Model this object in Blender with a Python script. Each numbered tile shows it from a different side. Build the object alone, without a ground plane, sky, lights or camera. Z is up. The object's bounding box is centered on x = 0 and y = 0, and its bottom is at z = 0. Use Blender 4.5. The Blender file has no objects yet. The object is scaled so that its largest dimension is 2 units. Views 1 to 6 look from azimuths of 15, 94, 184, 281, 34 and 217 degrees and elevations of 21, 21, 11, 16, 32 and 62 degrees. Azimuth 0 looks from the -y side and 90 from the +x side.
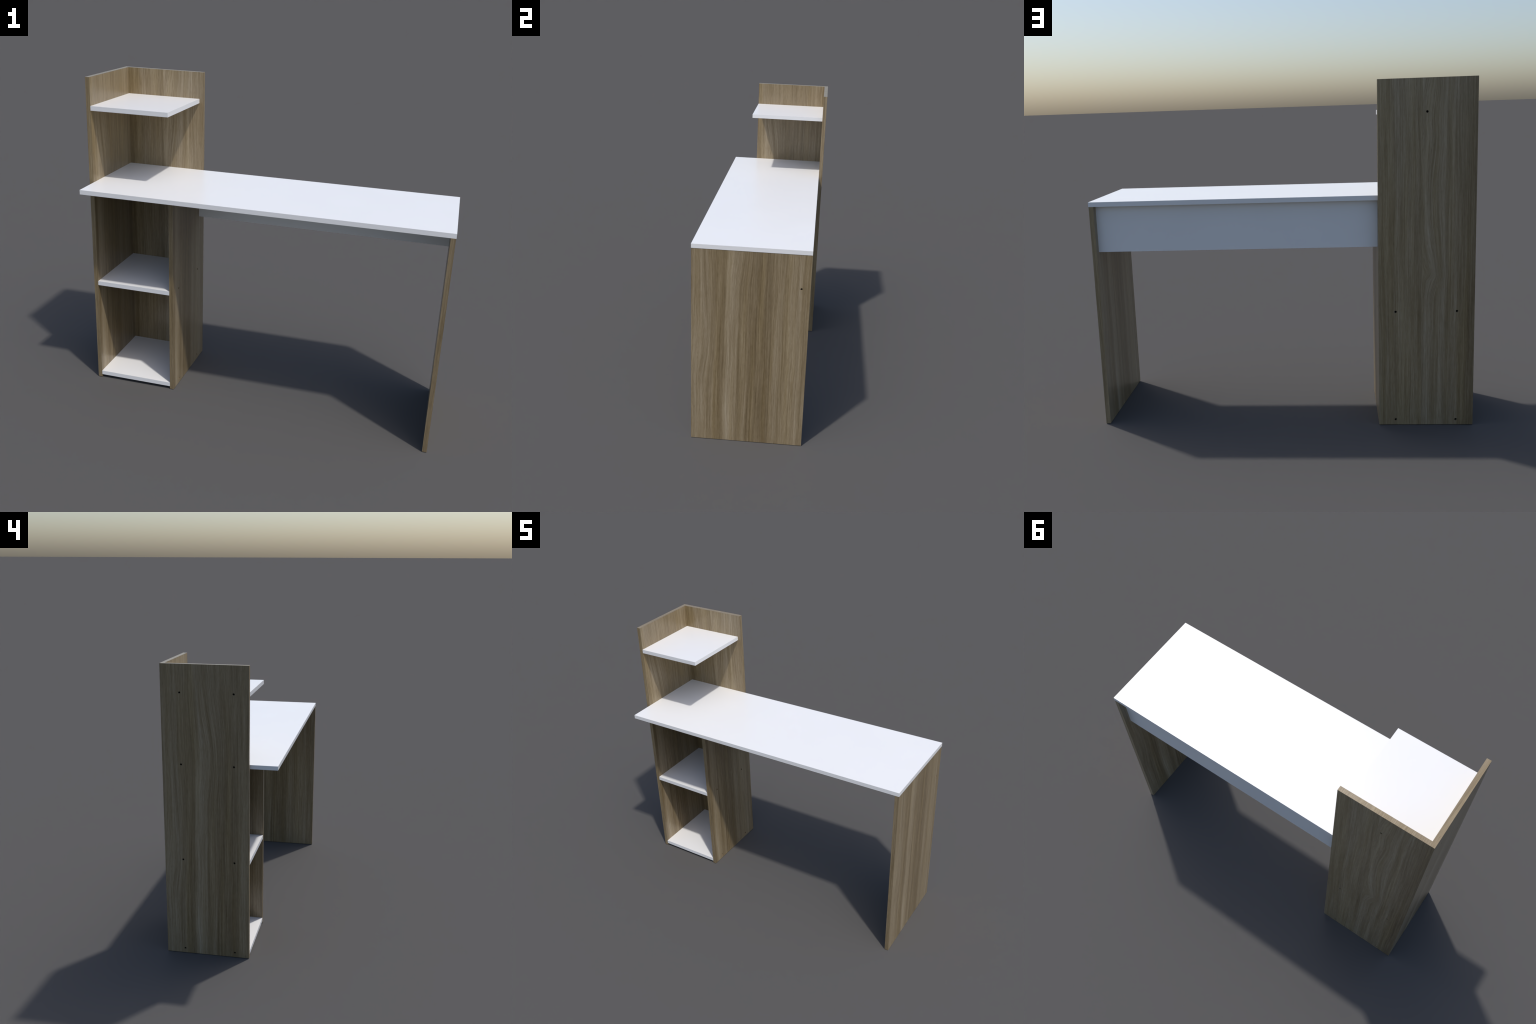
"""Study desk with an open shelf tower: oak-look panels, white boards, screw holes."""
import math
import bpy
import bmesh
from mathutils import Matrix, Vector

# ------------------------------------------------------------------ sizes (m)
T = 0.0246                               # board thickness
X_LEFT, X_RIGHT = -1.0, 1.0              # outer faces of tower side and desk top
X_IN = X_LEFT + T                        # inner face of the tower side panel
X_DIV0, X_DIV1 = -0.5310, -0.5066        # divider between tower and leg room
X_LEG0, X_LEG1 = 0.9738, 0.9984          # end panel of the desk
Y_FRONT, Y_BACK = -0.1770, 0.3412        # tower front and back
Y_BACK_IN = 0.3166                       # front face of the tower's back panel
Y_DESK = -0.3412                         # front edge of the desk top
Z_TOP = 1.8105
Z_DESK0, Z_DESK1 = 1.2102, 1.2348
SHELF_Z = (0.0163, 0.6129, 1.6335)       # undersides of the three tower shelves
APRON_Z, APRON_Y0, APRON_Y1 = 0.9621, 0.2545, 0.2789
HOLE_R = 0.0062
Y_HOLES = (-0.0880, 0.2284)
X_HOLES = (-0.9104, -0.5945)
Z_LOW, Z_MID, Z_DESKMID, Z_HIGH = 0.0290, 0.6261, 1.2226, 1.6468


# ------------------------------------------------------------ node shorthands
class Graph:
    def __init__(self, name):
        self.material = bpy.data.materials.new(name)
        self.material.use_nodes = True
        self.tree = self.material.node_tree
        self.shader = self.tree.nodes["Principled BSDF"]

    def node(self, kind, **settings):
        n = self.tree.nodes.new(kind)
        for key, value in settings.items():
            setattr(n, key, value)
        return n

    def plug(self, socket, value):
        if isinstance(value, bpy.types.NodeSocket):
            self.tree.links.new(value, socket)
        else:
            socket.default_value = value

    def math(self, op, a, b=0.0, c=0.0, clamp=False):
        n = self.node("ShaderNodeMath", operation=op, use_clamp=clamp)
        for socket, value in zip(n.inputs, (a, b, c)):
            self.plug(socket, value)
        return n.outputs[0]

    def vector(self, x, y, z=0.0):
        n = self.node("ShaderNodeCombineXYZ")
        for socket, value in zip(n.inputs, (x, y, z)):
            self.plug(socket, value)
        return n.outputs[0]

    def noise(self, u, v, seed, su, sv, detail=2.0, rough=0.5):
        """Noise stretched along the grain: su cells per metre across, sv along."""
        n = self.node("ShaderNodeTexNoise")
        n.inputs["Scale"].default_value = 1.0
        n.inputs["Detail"].default_value = detail
        n.inputs["Roughness"].default_value = rough
        self.plug(n.inputs["Vector"], self.vector(self.math("MULTIPLY", u, su), self.math("MULTIPLY", v, sv), seed))
        return n.outputs["Fac"]

    def ramp(self, fac, stops, interpolation="EASE"):
        n = self.node("ShaderNodeValToRGB")
        n.color_ramp.interpolation = interpolation
        el = n.color_ramp.elements
        while len(el) < len(stops):
            el.new(0.5)
        for e, (pos, value) in zip(el, stops):
            e.position = pos
            e.color = (value, value, value, 1) if isinstance(value, (int, float)) else (*value, 1)
        self.plug(n.inputs[0], fac)
        return n.outputs[0]

    def mix(self, fac, a, b):
        n = self.node("ShaderNodeMix", data_type="RGBA")
        self.plug(n.inputs[0], fac)
        for socket, value in ((n.inputs[6], a), (n.inputs[7], b)):
            self.plug(socket, value if isinstance(value, bpy.types.NodeSocket) else (*value, 1))
        return n.outputs[2]

    def choose(self, fac, a, b):
        n = self.node("ShaderNodeMix", data_type="FLOAT")
        for socket, value in zip((n.inputs[0], n.inputs[2], n.inputs[3]), (fac, a, b)):
            self.plug(socket, value)
        return n.outputs[0]


def bands(graph, u, low, high, stops):
    """Broad light and dark bands of the veneer: (position in metres, tone)."""
    fac = graph.math("DIVIDE", graph.math("SUBTRACT", u, low), high - low, clamp=True)
    return graph.ramp(fac, [((p - low) / (high - low), t) for p, t in stops], "LINEAR")


# veneer leaves as laid on boards facing left/right, and on boards facing front/back
SIDE_JOINT, FRONT_JOINT = 0.112, -0.7545      # straight seams between two veneer leaves
SIDE_BANDS = [(-0.345, .50), (-0.311, .60), (-0.290, .54), (-0.250, .58), (-0.235, .40), (-0.205, .44), (-0.168, .24),
              (-0.157, .26), (-0.149, .66), (-0.122, .80), (-0.100, .62), (-0.078, .68), (-0.068, .22), (-0.058, .46),
              (-0.025, .48), (-0.012, .26), (0.030, .28), (0.060, .34), (0.080, .18), (0.093, .32), (0.111, .14),
              (0.113, .52), (0.150, .50), (0.180, .46), (0.200, .64), (0.240, .58), (0.268, .68), (0.282, .44), (0.330, .50)]
FRONT_BANDS = [(-1.010, .44), (-0.985, .48), (-0.965, .54), (-0.952, .48), (-0.946, .40), (-0.938, .46), (-0.900, .46),
               (-0.870, .50), (-0.820, .56), (-0.790, .52), (-0.773, .34), (-0.756, .28), (-0.754, .68), (-0.735, .74),
               (-0.715, .56), (-0.690, .54), (-0.660, .70), (-0.646, .74), (-0.632, .46), (-0.600, .64), (-0.584, .68),
               (-0.570, .50), (-0.540, .48), (-0.512, .34), (-0.480, .36)]
# how far grain lines wander sideways at each height (height, metres): flame figures in the veneer
FRONT_FLAME = [(0.0, 0.0), (0.20, 0.004), (0.50, 0.006), (0.70, 0.002), (0.79, 0.032), (0.825, 0.046), (0.86, 0.038),
               (0.97, 0.021), (1.08, 0.006), (1.23, -0.003), (1.36, -0.004), (1.51, 0.024), (1.60, 0.010), (1.73, 0.029), (1.815, 0.036)]
SIDE_FLAME = [(0.0, -0.010), (0.30, -0.006), (0.60, 0.0), (1.00, 0.0), (1.10, 0.010), (1.20, 0.022), (1.30, 0.026),
              (1.42, 0.012), (1.55, -0.012), (1.70, -0.030), (1.815, -0.036)]
FOOT_FLAME = [(0.0, -0.008), (0.30, -0.010), (0.42, -0.008), (0.55, 0.008), (0.68, 0.022), (0.80, 0.020), (1.0, 0.008),
              (1.30, 0.0), (1.815, 0.004)]


def wander(g, v, points):
    reach = 0.06
    fac = g.math("DIVIDE", v, 1.815, clamp=True)
    value = g.ramp(fac, [(z / 1.815, 0.5 + d / (2 * reach)) for z, d in points], "B_SPLINE")
    return g.math("MULTIPLY", g.math("SUBTRACT", value, 0.5), 2 * reach)


def bump_at(g, u, centre, width):
    t = g.math("DIVIDE", g.math("SUBTRACT", u, centre), width)
    return g.math("POWER", math.e, g.math("MULTIPLY", g.math("MULTIPLY", t, t), -1.0))


def oak():
    g = Graph("oak_veneer")
    place, surface = g.node("ShaderNodeTexCoord"), g.node("ShaderNodeNewGeometry")
    xyz, nrm = g.node("ShaderNodeSeparateXYZ"), g.node("ShaderNodeSeparateXYZ")
    g.plug(xyz.inputs[0], place.outputs["Object"])
    g.plug(nrm.inputs[0], surface.outputs["True Normal"])
    x, y, z = xyz.outputs
    nx, ny, nz = nrm.outputs
    side = g.math("GREATER_THAN", g.math("ABSOLUTE", nx), 0.6)
    top = g.math("GREATER_THAN", g.math("ABSOLUTE", nz), 0.6)
    # grain coordinates: u across, v along (v runs up the boards, front to back on their top edges)
    u_side = g.math("MULTIPLY", y, nx)
    u_front = g.math("MULTIPLY", x, g.math("MULTIPLY", ny, -1.0))
    u_front = g.math("SUBTRACT", u_front, g.math("MULTIPLY", g.math("GREATER_THAN", u_front, 0.0), 1.484))
    u = g.choose(top, g.choose(side, u_front, u_side), x)
    v = g.choose(top, z, g.math("ADD", y, 3.0))

    past_side, past_front = g.math("GREATER_THAN", u_side, SIDE_JOINT), g.math("GREATER_THAN", u_front, FRONT_JOINT)
    leaf = g.choose(top, g.choose(side, past_front, past_side), 0.0)
    # flame figures
    flame_front = g.math("MULTIPLY", g.math("MULTIPLY", wander(g, z, FRONT_FLAME), bump_at(g, u_front, -0.695, 0.050)), past_front)
    flame_side = g.math("ADD", g.math("MULTIPLY", wander(g, z, SIDE_FLAME), bump_at(g, u_side, -0.060, 0.095)),
                        g.math("MULTIPLY", wander(g, z, FOOT_FLAME), bump_at(g, u_side, -0.255, 0.070)))
    flame = g.choose(top, g.choose(side, flame_front, flame_side), g.math("MULTIPLY", y, 0.03))
    # faint waviness everywhere
    seed = g.math("MULTIPLY_ADD", leaf, 7.0, g.math("MULTIPLY", side, 3.0))
    slow = g.math("SUBTRACT", g.noise(u, v, g.math("ADD", seed, 3.7), 5.0, 1.6, 1.0), 0.5)
    quick = g.math("SUBTRACT", g.noise(u, v, g.math("ADD", seed, 8.1), 14.0, 6.0, 1.0), 0.5)
    drift = g.math("MULTIPLY_ADD", slow, 0.022, g.math("MULTIPLY", quick, 0.006))
    w = g.math("SUBTRACT", g.math("ADD", u, drift), flame)

    def in_leaf(joint, past):
        return g.choose(past, g.math("MINIMUM", w, joint - 0.0012), g.math("MAXIMUM", w, joint + 0.0012))

    tone_side = bands(g, in_leaf(SIDE_JOINT, past_side), -0.36, 0.36, SIDE_BANDS)
    tone_front = bands(g, in_leaf(FRONT_JOINT, past_front), -1.02, -0.47, FRONT_BANDS)
    # the leaf on front faces has a dark streak at its left; the one on back faces dims at its right
    facing_front = g.math("LESS_THAN", ny, -0.6)
    dark_streak = g.math("MULTIPLY", bump_at(g, w, -0.958, 0.020), -0.30)
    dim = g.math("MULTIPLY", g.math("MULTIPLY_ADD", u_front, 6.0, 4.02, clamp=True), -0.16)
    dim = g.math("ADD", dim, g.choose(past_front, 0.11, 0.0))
    tone_front = g.math("ADD", tone_front, g.choose(facing_front, dim, dark_streak))
    # broad bands of the side leaf fade towards its upper end
    fade = g.math("MULTIPLY_ADD", g.math("MULTIPLY_ADD", z, 2.2, -2.4, clamp=True), -0.65, 1.0)
    tone_side = g.math("MULTIPLY_ADD", g.math("SUBTRACT", tone_side, 0.45), fade, 0.45)
    tone = g.choose(top, g.choose(side, tone_front, tone_side), 0.5)

    streak = g.noise(w, v, g.math("ADD", seed, 1.3), 60.0, 0.9, 2.0, 0.5)
    line = g.noise(w, v, g.math("ADD", seed, 5.9), 135.0, 2.4, 2.0, 0.5)
    fibre = g.noise(w, v, g.math("ADD", seed, 9.4), 360.0, 20.0, 2.0, 0.6)
    pore = g.noise(w, v, g.math("ADD", seed, 15.2), 520.0, 34.0, 1.0, 0.5)
    total = g.math("MULTIPLY_ADD", tone, 0.70, 0.15)
    for part, weight in ((streak, 0.36), (line, 0.78), (fibre, 0.55)):
        total = g.math("MULTIPLY_ADD", g.math("SUBTRACT", part, 0.5), weight, total)
    total = g.math("MULTIPLY_ADD", g.math("MULTIPLY", g.math("SUBTRACT", pore, 0.62, clamp=True), -1.0), 1.1, total)
    colour = g.ramp(total, [(0.0, (0.118, 0.082, 0.040)), (0.25, (0.172, 0.126, 0.067)), (0.5, (0.240, 0.184, 0.108)),
                            (0.75, (0.318, 0.255, 0.165)), (1.0, (0.42, 0.355, 0.25))], "LINEAR")
    # slow drift of hue between a yellowish and a greyish oak
    hue = g.noise(w, v, g.math("ADD", seed, 12.6), 26.0, 0.8, 1.0)
    brown_leaf = g.math("MULTIPLY", g.math("MULTIPLY", g.math("SUBTRACT", 1.0, side), g.math("SUBTRACT", 1.0, top)), g.math("SUBTRACT", 1.0, past_front))
    hue = g.math("MULTIPLY_ADD", brown_leaf, -0.12, hue)
    tinted = g.node("ShaderNodeMix", data_type="RGBA", blend_type="MULTIPLY")
    tinted.inputs[0].default_value = 1.0
    g.plug(tinted.inputs[6], colour)
    g.plug(tinted.inputs[7], g.ramp(hue, [(0.25, (1.0, 0.985, 0.90)), (0.5, (1.0, 1.0, 1.0)), (0.75, (0.99, 1.0, 1.03))], "LINEAR"))
    g.plug(g.shader.inputs["Base Color"], tinted.outputs[2])
    g.shader.inputs["Roughness"].default_value = 0.30
    return g.material


def white_laminate():
    g = Graph("white_laminate")
    place = g.node("ShaderNodeTexCoord")
    n = g.node("ShaderNodeTexNoise")
    n.inputs["Scale"].default_value = 3.0
    g.plug(n.inputs["Vector"], place.outputs["Object"])
    g.plug(g.shader.inputs["Base Color"], g.ramp(n.outputs["Fac"], [(0.3, (0.795, 0.795, 0.795)), (0.7, (0.805, 0.805, 0.805))]))
    g.shader.inputs["Roughness"].default_value = 0.30
    return g.material


def hole_shade_black():
    g = Graph("hole_shade_black")
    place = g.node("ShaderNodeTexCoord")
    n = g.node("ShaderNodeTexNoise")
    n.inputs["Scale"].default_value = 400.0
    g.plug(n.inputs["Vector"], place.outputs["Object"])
    g.plug(g.shader.inputs["Base Color"], g.ramp(n.outputs["Fac"], [(0.3, 0.006), (0.7, 0.012)]))  # near-black base colour paints the unlit depth of the drilled holes
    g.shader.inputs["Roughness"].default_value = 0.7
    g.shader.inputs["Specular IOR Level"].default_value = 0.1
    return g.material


# ----------------------------------------------------------------- geometry
def link(obj, parent):
    bpy.context.scene.collection.objects.link(obj)
    obj.parent = parent
    return obj


def box_mesh(name, low, high, material):
    mesh = bpy.data.meshes.new(name)
    bm = bmesh.new()
    bmesh.ops.create_cube(bm, size=1.0)
    size = [b - a for a, b in zip(low, high)]
    centre = [(a + b) / 2 for a, b in zip(low, high)]
    bm.transform(Matrix.Translation(centre) @ Matrix.Diagonal((*size, 1.0)))
    bm.to_mesh(mesh)
    bm.free()
    mesh.materials.append(material)
    return mesh


def panel(name, low, high, material, parent, holes=()):
    """A board; holes are (point on the face, outward direction)."""
    obj = link(bpy.data.objects.new(name, box_mesh(name, low, high, material)), parent)
    if holes:
        cutter_mesh = bpy.data.meshes.new("drill")
        bm = bmesh.new()
        for point, outward in holes:
            turn = Vector(outward).to_track_quat("Z", "Y").to_matrix().to_4x4()
            spot = Matrix.Translation(Vector(point) - Vector(outward) * 0.006)
            bmesh.ops.create_cone(bm, cap_ends=True, segments=28, radius1=HOLE_R, radius2=HOLE_R, depth=0.032, matrix=spot @ turn)
        bm.to_mesh(cutter_mesh)
        bm.free()
        cutter = bpy.data.objects.new("drill", cutter_mesh)
        bpy.context.scene.collection.objects.link(cutter)
        cut = obj.modifiers.new("holes", "BOOLEAN")
        cut.operation, cut.solver, cut.object = "DIFFERENCE", "EXACT", cutter
        graph = bpy.context.evaluated_depsgraph_get()
        done = bpy.data.meshes.new_from_object(obj.evaluated_get(graph))
        obj.modifiers.clear()
        old, obj.data = obj.data, done
        bpy.data.meshes.remove(old)
        done.name = name
        done.materials.clear()
        done.materials.append(material)
        bpy.data.objects.remove(cutter)
        bpy.data.meshes.remove(cutter_mesh)
    return obj


def shade_plug_mesh(material):
    """Black plug with a hexagonal recess, modelling the deep shade inside a hole."""
    mesh = bpy.data.meshes.new("shade_plug")
    bm = bmesh.new()
    rings = []
    for radius, depth, count in ((0.0026, -0.0020, 6), (0.0026, 0.0, 6)):
        rings.append([bm.verts.new((radius * math.cos(i * math.tau / 6), radius * math.sin(i * math.tau / 6), depth)) for i in range(count)])
    bm.faces.new(reversed(rings[0])).normal_flip()
    for i in range(6):
        bm.faces.new((rings[0][i], rings[0][(i + 1) % 6], rings[1][(i + 1) % 6], rings[1][i]))
    outer = [[bm.verts.new((r * math.cos(i * math.tau / 24), r * math.sin(i * math.tau / 24), d)) for i in range(24)]
             for r, d in ((HOLE_R - 0.0003, 0.0), (HOLE_R - 0.0003, -0.003))]
    for i in range(24):
        bm.faces.new((outer[0][i], outer[0][(i + 1) % 24], rings[1][((i + 1) // 4) % 6], rings[1][i // 4])
                     if (i + 1) // 4 != i // 4 else (outer[0][i], outer[0][(i + 1) % 24], rings[1][i // 4]))
        bm.faces.new((outer[0][i], outer[1][i], outer[1][(i + 1) % 24], outer[0][(i + 1) % 24]))
    bm.faces.new(outer[1])
    bmesh.ops.recalc_face_normals(bm, faces=bm.faces)
    bm.to_mesh(mesh)
    bm.free()
    mesh.materials.append(material)
    return mesh


def build():
    wood, white, shade_black = oak(), white_laminate(), hole_shade_black()
    desk = bpy.data.objects.new("study_desk", None)
    bpy.context.scene.collection.objects.link(desk)
    desk["label"] = "white desk with oak side panels and tall open shelf tower"
    desk["category"] = "desk"

    left, right, back = (-1, 0, 0), (1, 0, 0), (0, 1, 0)
    side_holes = [((X_LEFT, y, z), left) for z in (Z_LOW, Z_MID, Z_DESKMID, Z_HIGH) for y in Y_HOLES]
    back_holes = [((x, Y_BACK, z), back) for z in (Z_LOW, Z_MID) for x in X_HOLES] + [((sum(X_HOLES) / 2, Y_BACK, Z_HIGH), back)]
    divider_holes = [((X_DIV1, y, z), right) for z in (Z_LOW, Z_MID) for y in Y_HOLES]
    apron_mid = (APRON_Y0 + APRON_Y1) / 2
    leg_holes = [((X_LEG1, apron_mid, 1.0094), right)]
    apron_holes = [((X_DIV0, apron_mid, 1.0094), left)]

    tower_side = panel("side_panel", (X_LEFT, Y_FRONT, 0), (X_IN, Y_BACK, Z_TOP), wood, desk, side_holes)
    tower_back = panel("back_panel", (X_IN, Y_BACK_IN, 0), (X_DIV1, Y_BACK, Z_TOP), wood, desk, back_holes)
    divider = panel("divider_panel", (X_DIV0, Y_FRONT, 0), (X_DIV1, Y_BACK_IN, Z_DESK0), wood, desk, divider_holes + apron_holes)
    leg = panel("leg_panel", (X_LEG0, Y_DESK, 0), (X_LEG1, Y_BACK_IN, Z_DESK0), wood, desk, leg_holes)
    panel("desk_top", (X_IN, Y_DESK, Z_DESK0), (X_RIGHT, Y_BACK_IN, Z_DESK1), white, desk)
    panel("apron_panel", (X_DIV1, APRON_Y0, APRON_Z), (X_LEG0, APRON_Y1, Z_DESK0), white, desk)

    first = panel("shelf", (X_IN, Y_FRONT, 0), (X_DIV0, Y_BACK_IN, T), white, desk)
    first.location.z = SHELF_Z[0]
    for z in SHELF_Z[1:]:
        shelf = first.copy()
        shelf.location.z = z
        link(shelf, desk)

    plug_shape = shade_plug_mesh(shade_black)
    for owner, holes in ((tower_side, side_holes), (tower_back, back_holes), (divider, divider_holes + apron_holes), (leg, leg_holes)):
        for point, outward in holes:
            shade_plug = bpy.data.objects.new("shade_plug", plug_shape)
            shade_plug.location = Vector(point) - Vector(outward) * 0.008
            shade_plug.rotation_mode = "QUATERNION"
            shade_plug.rotation_quaternion = Vector(outward).to_track_quat("Z", "Y")
            link(shade_plug, owner)


build()
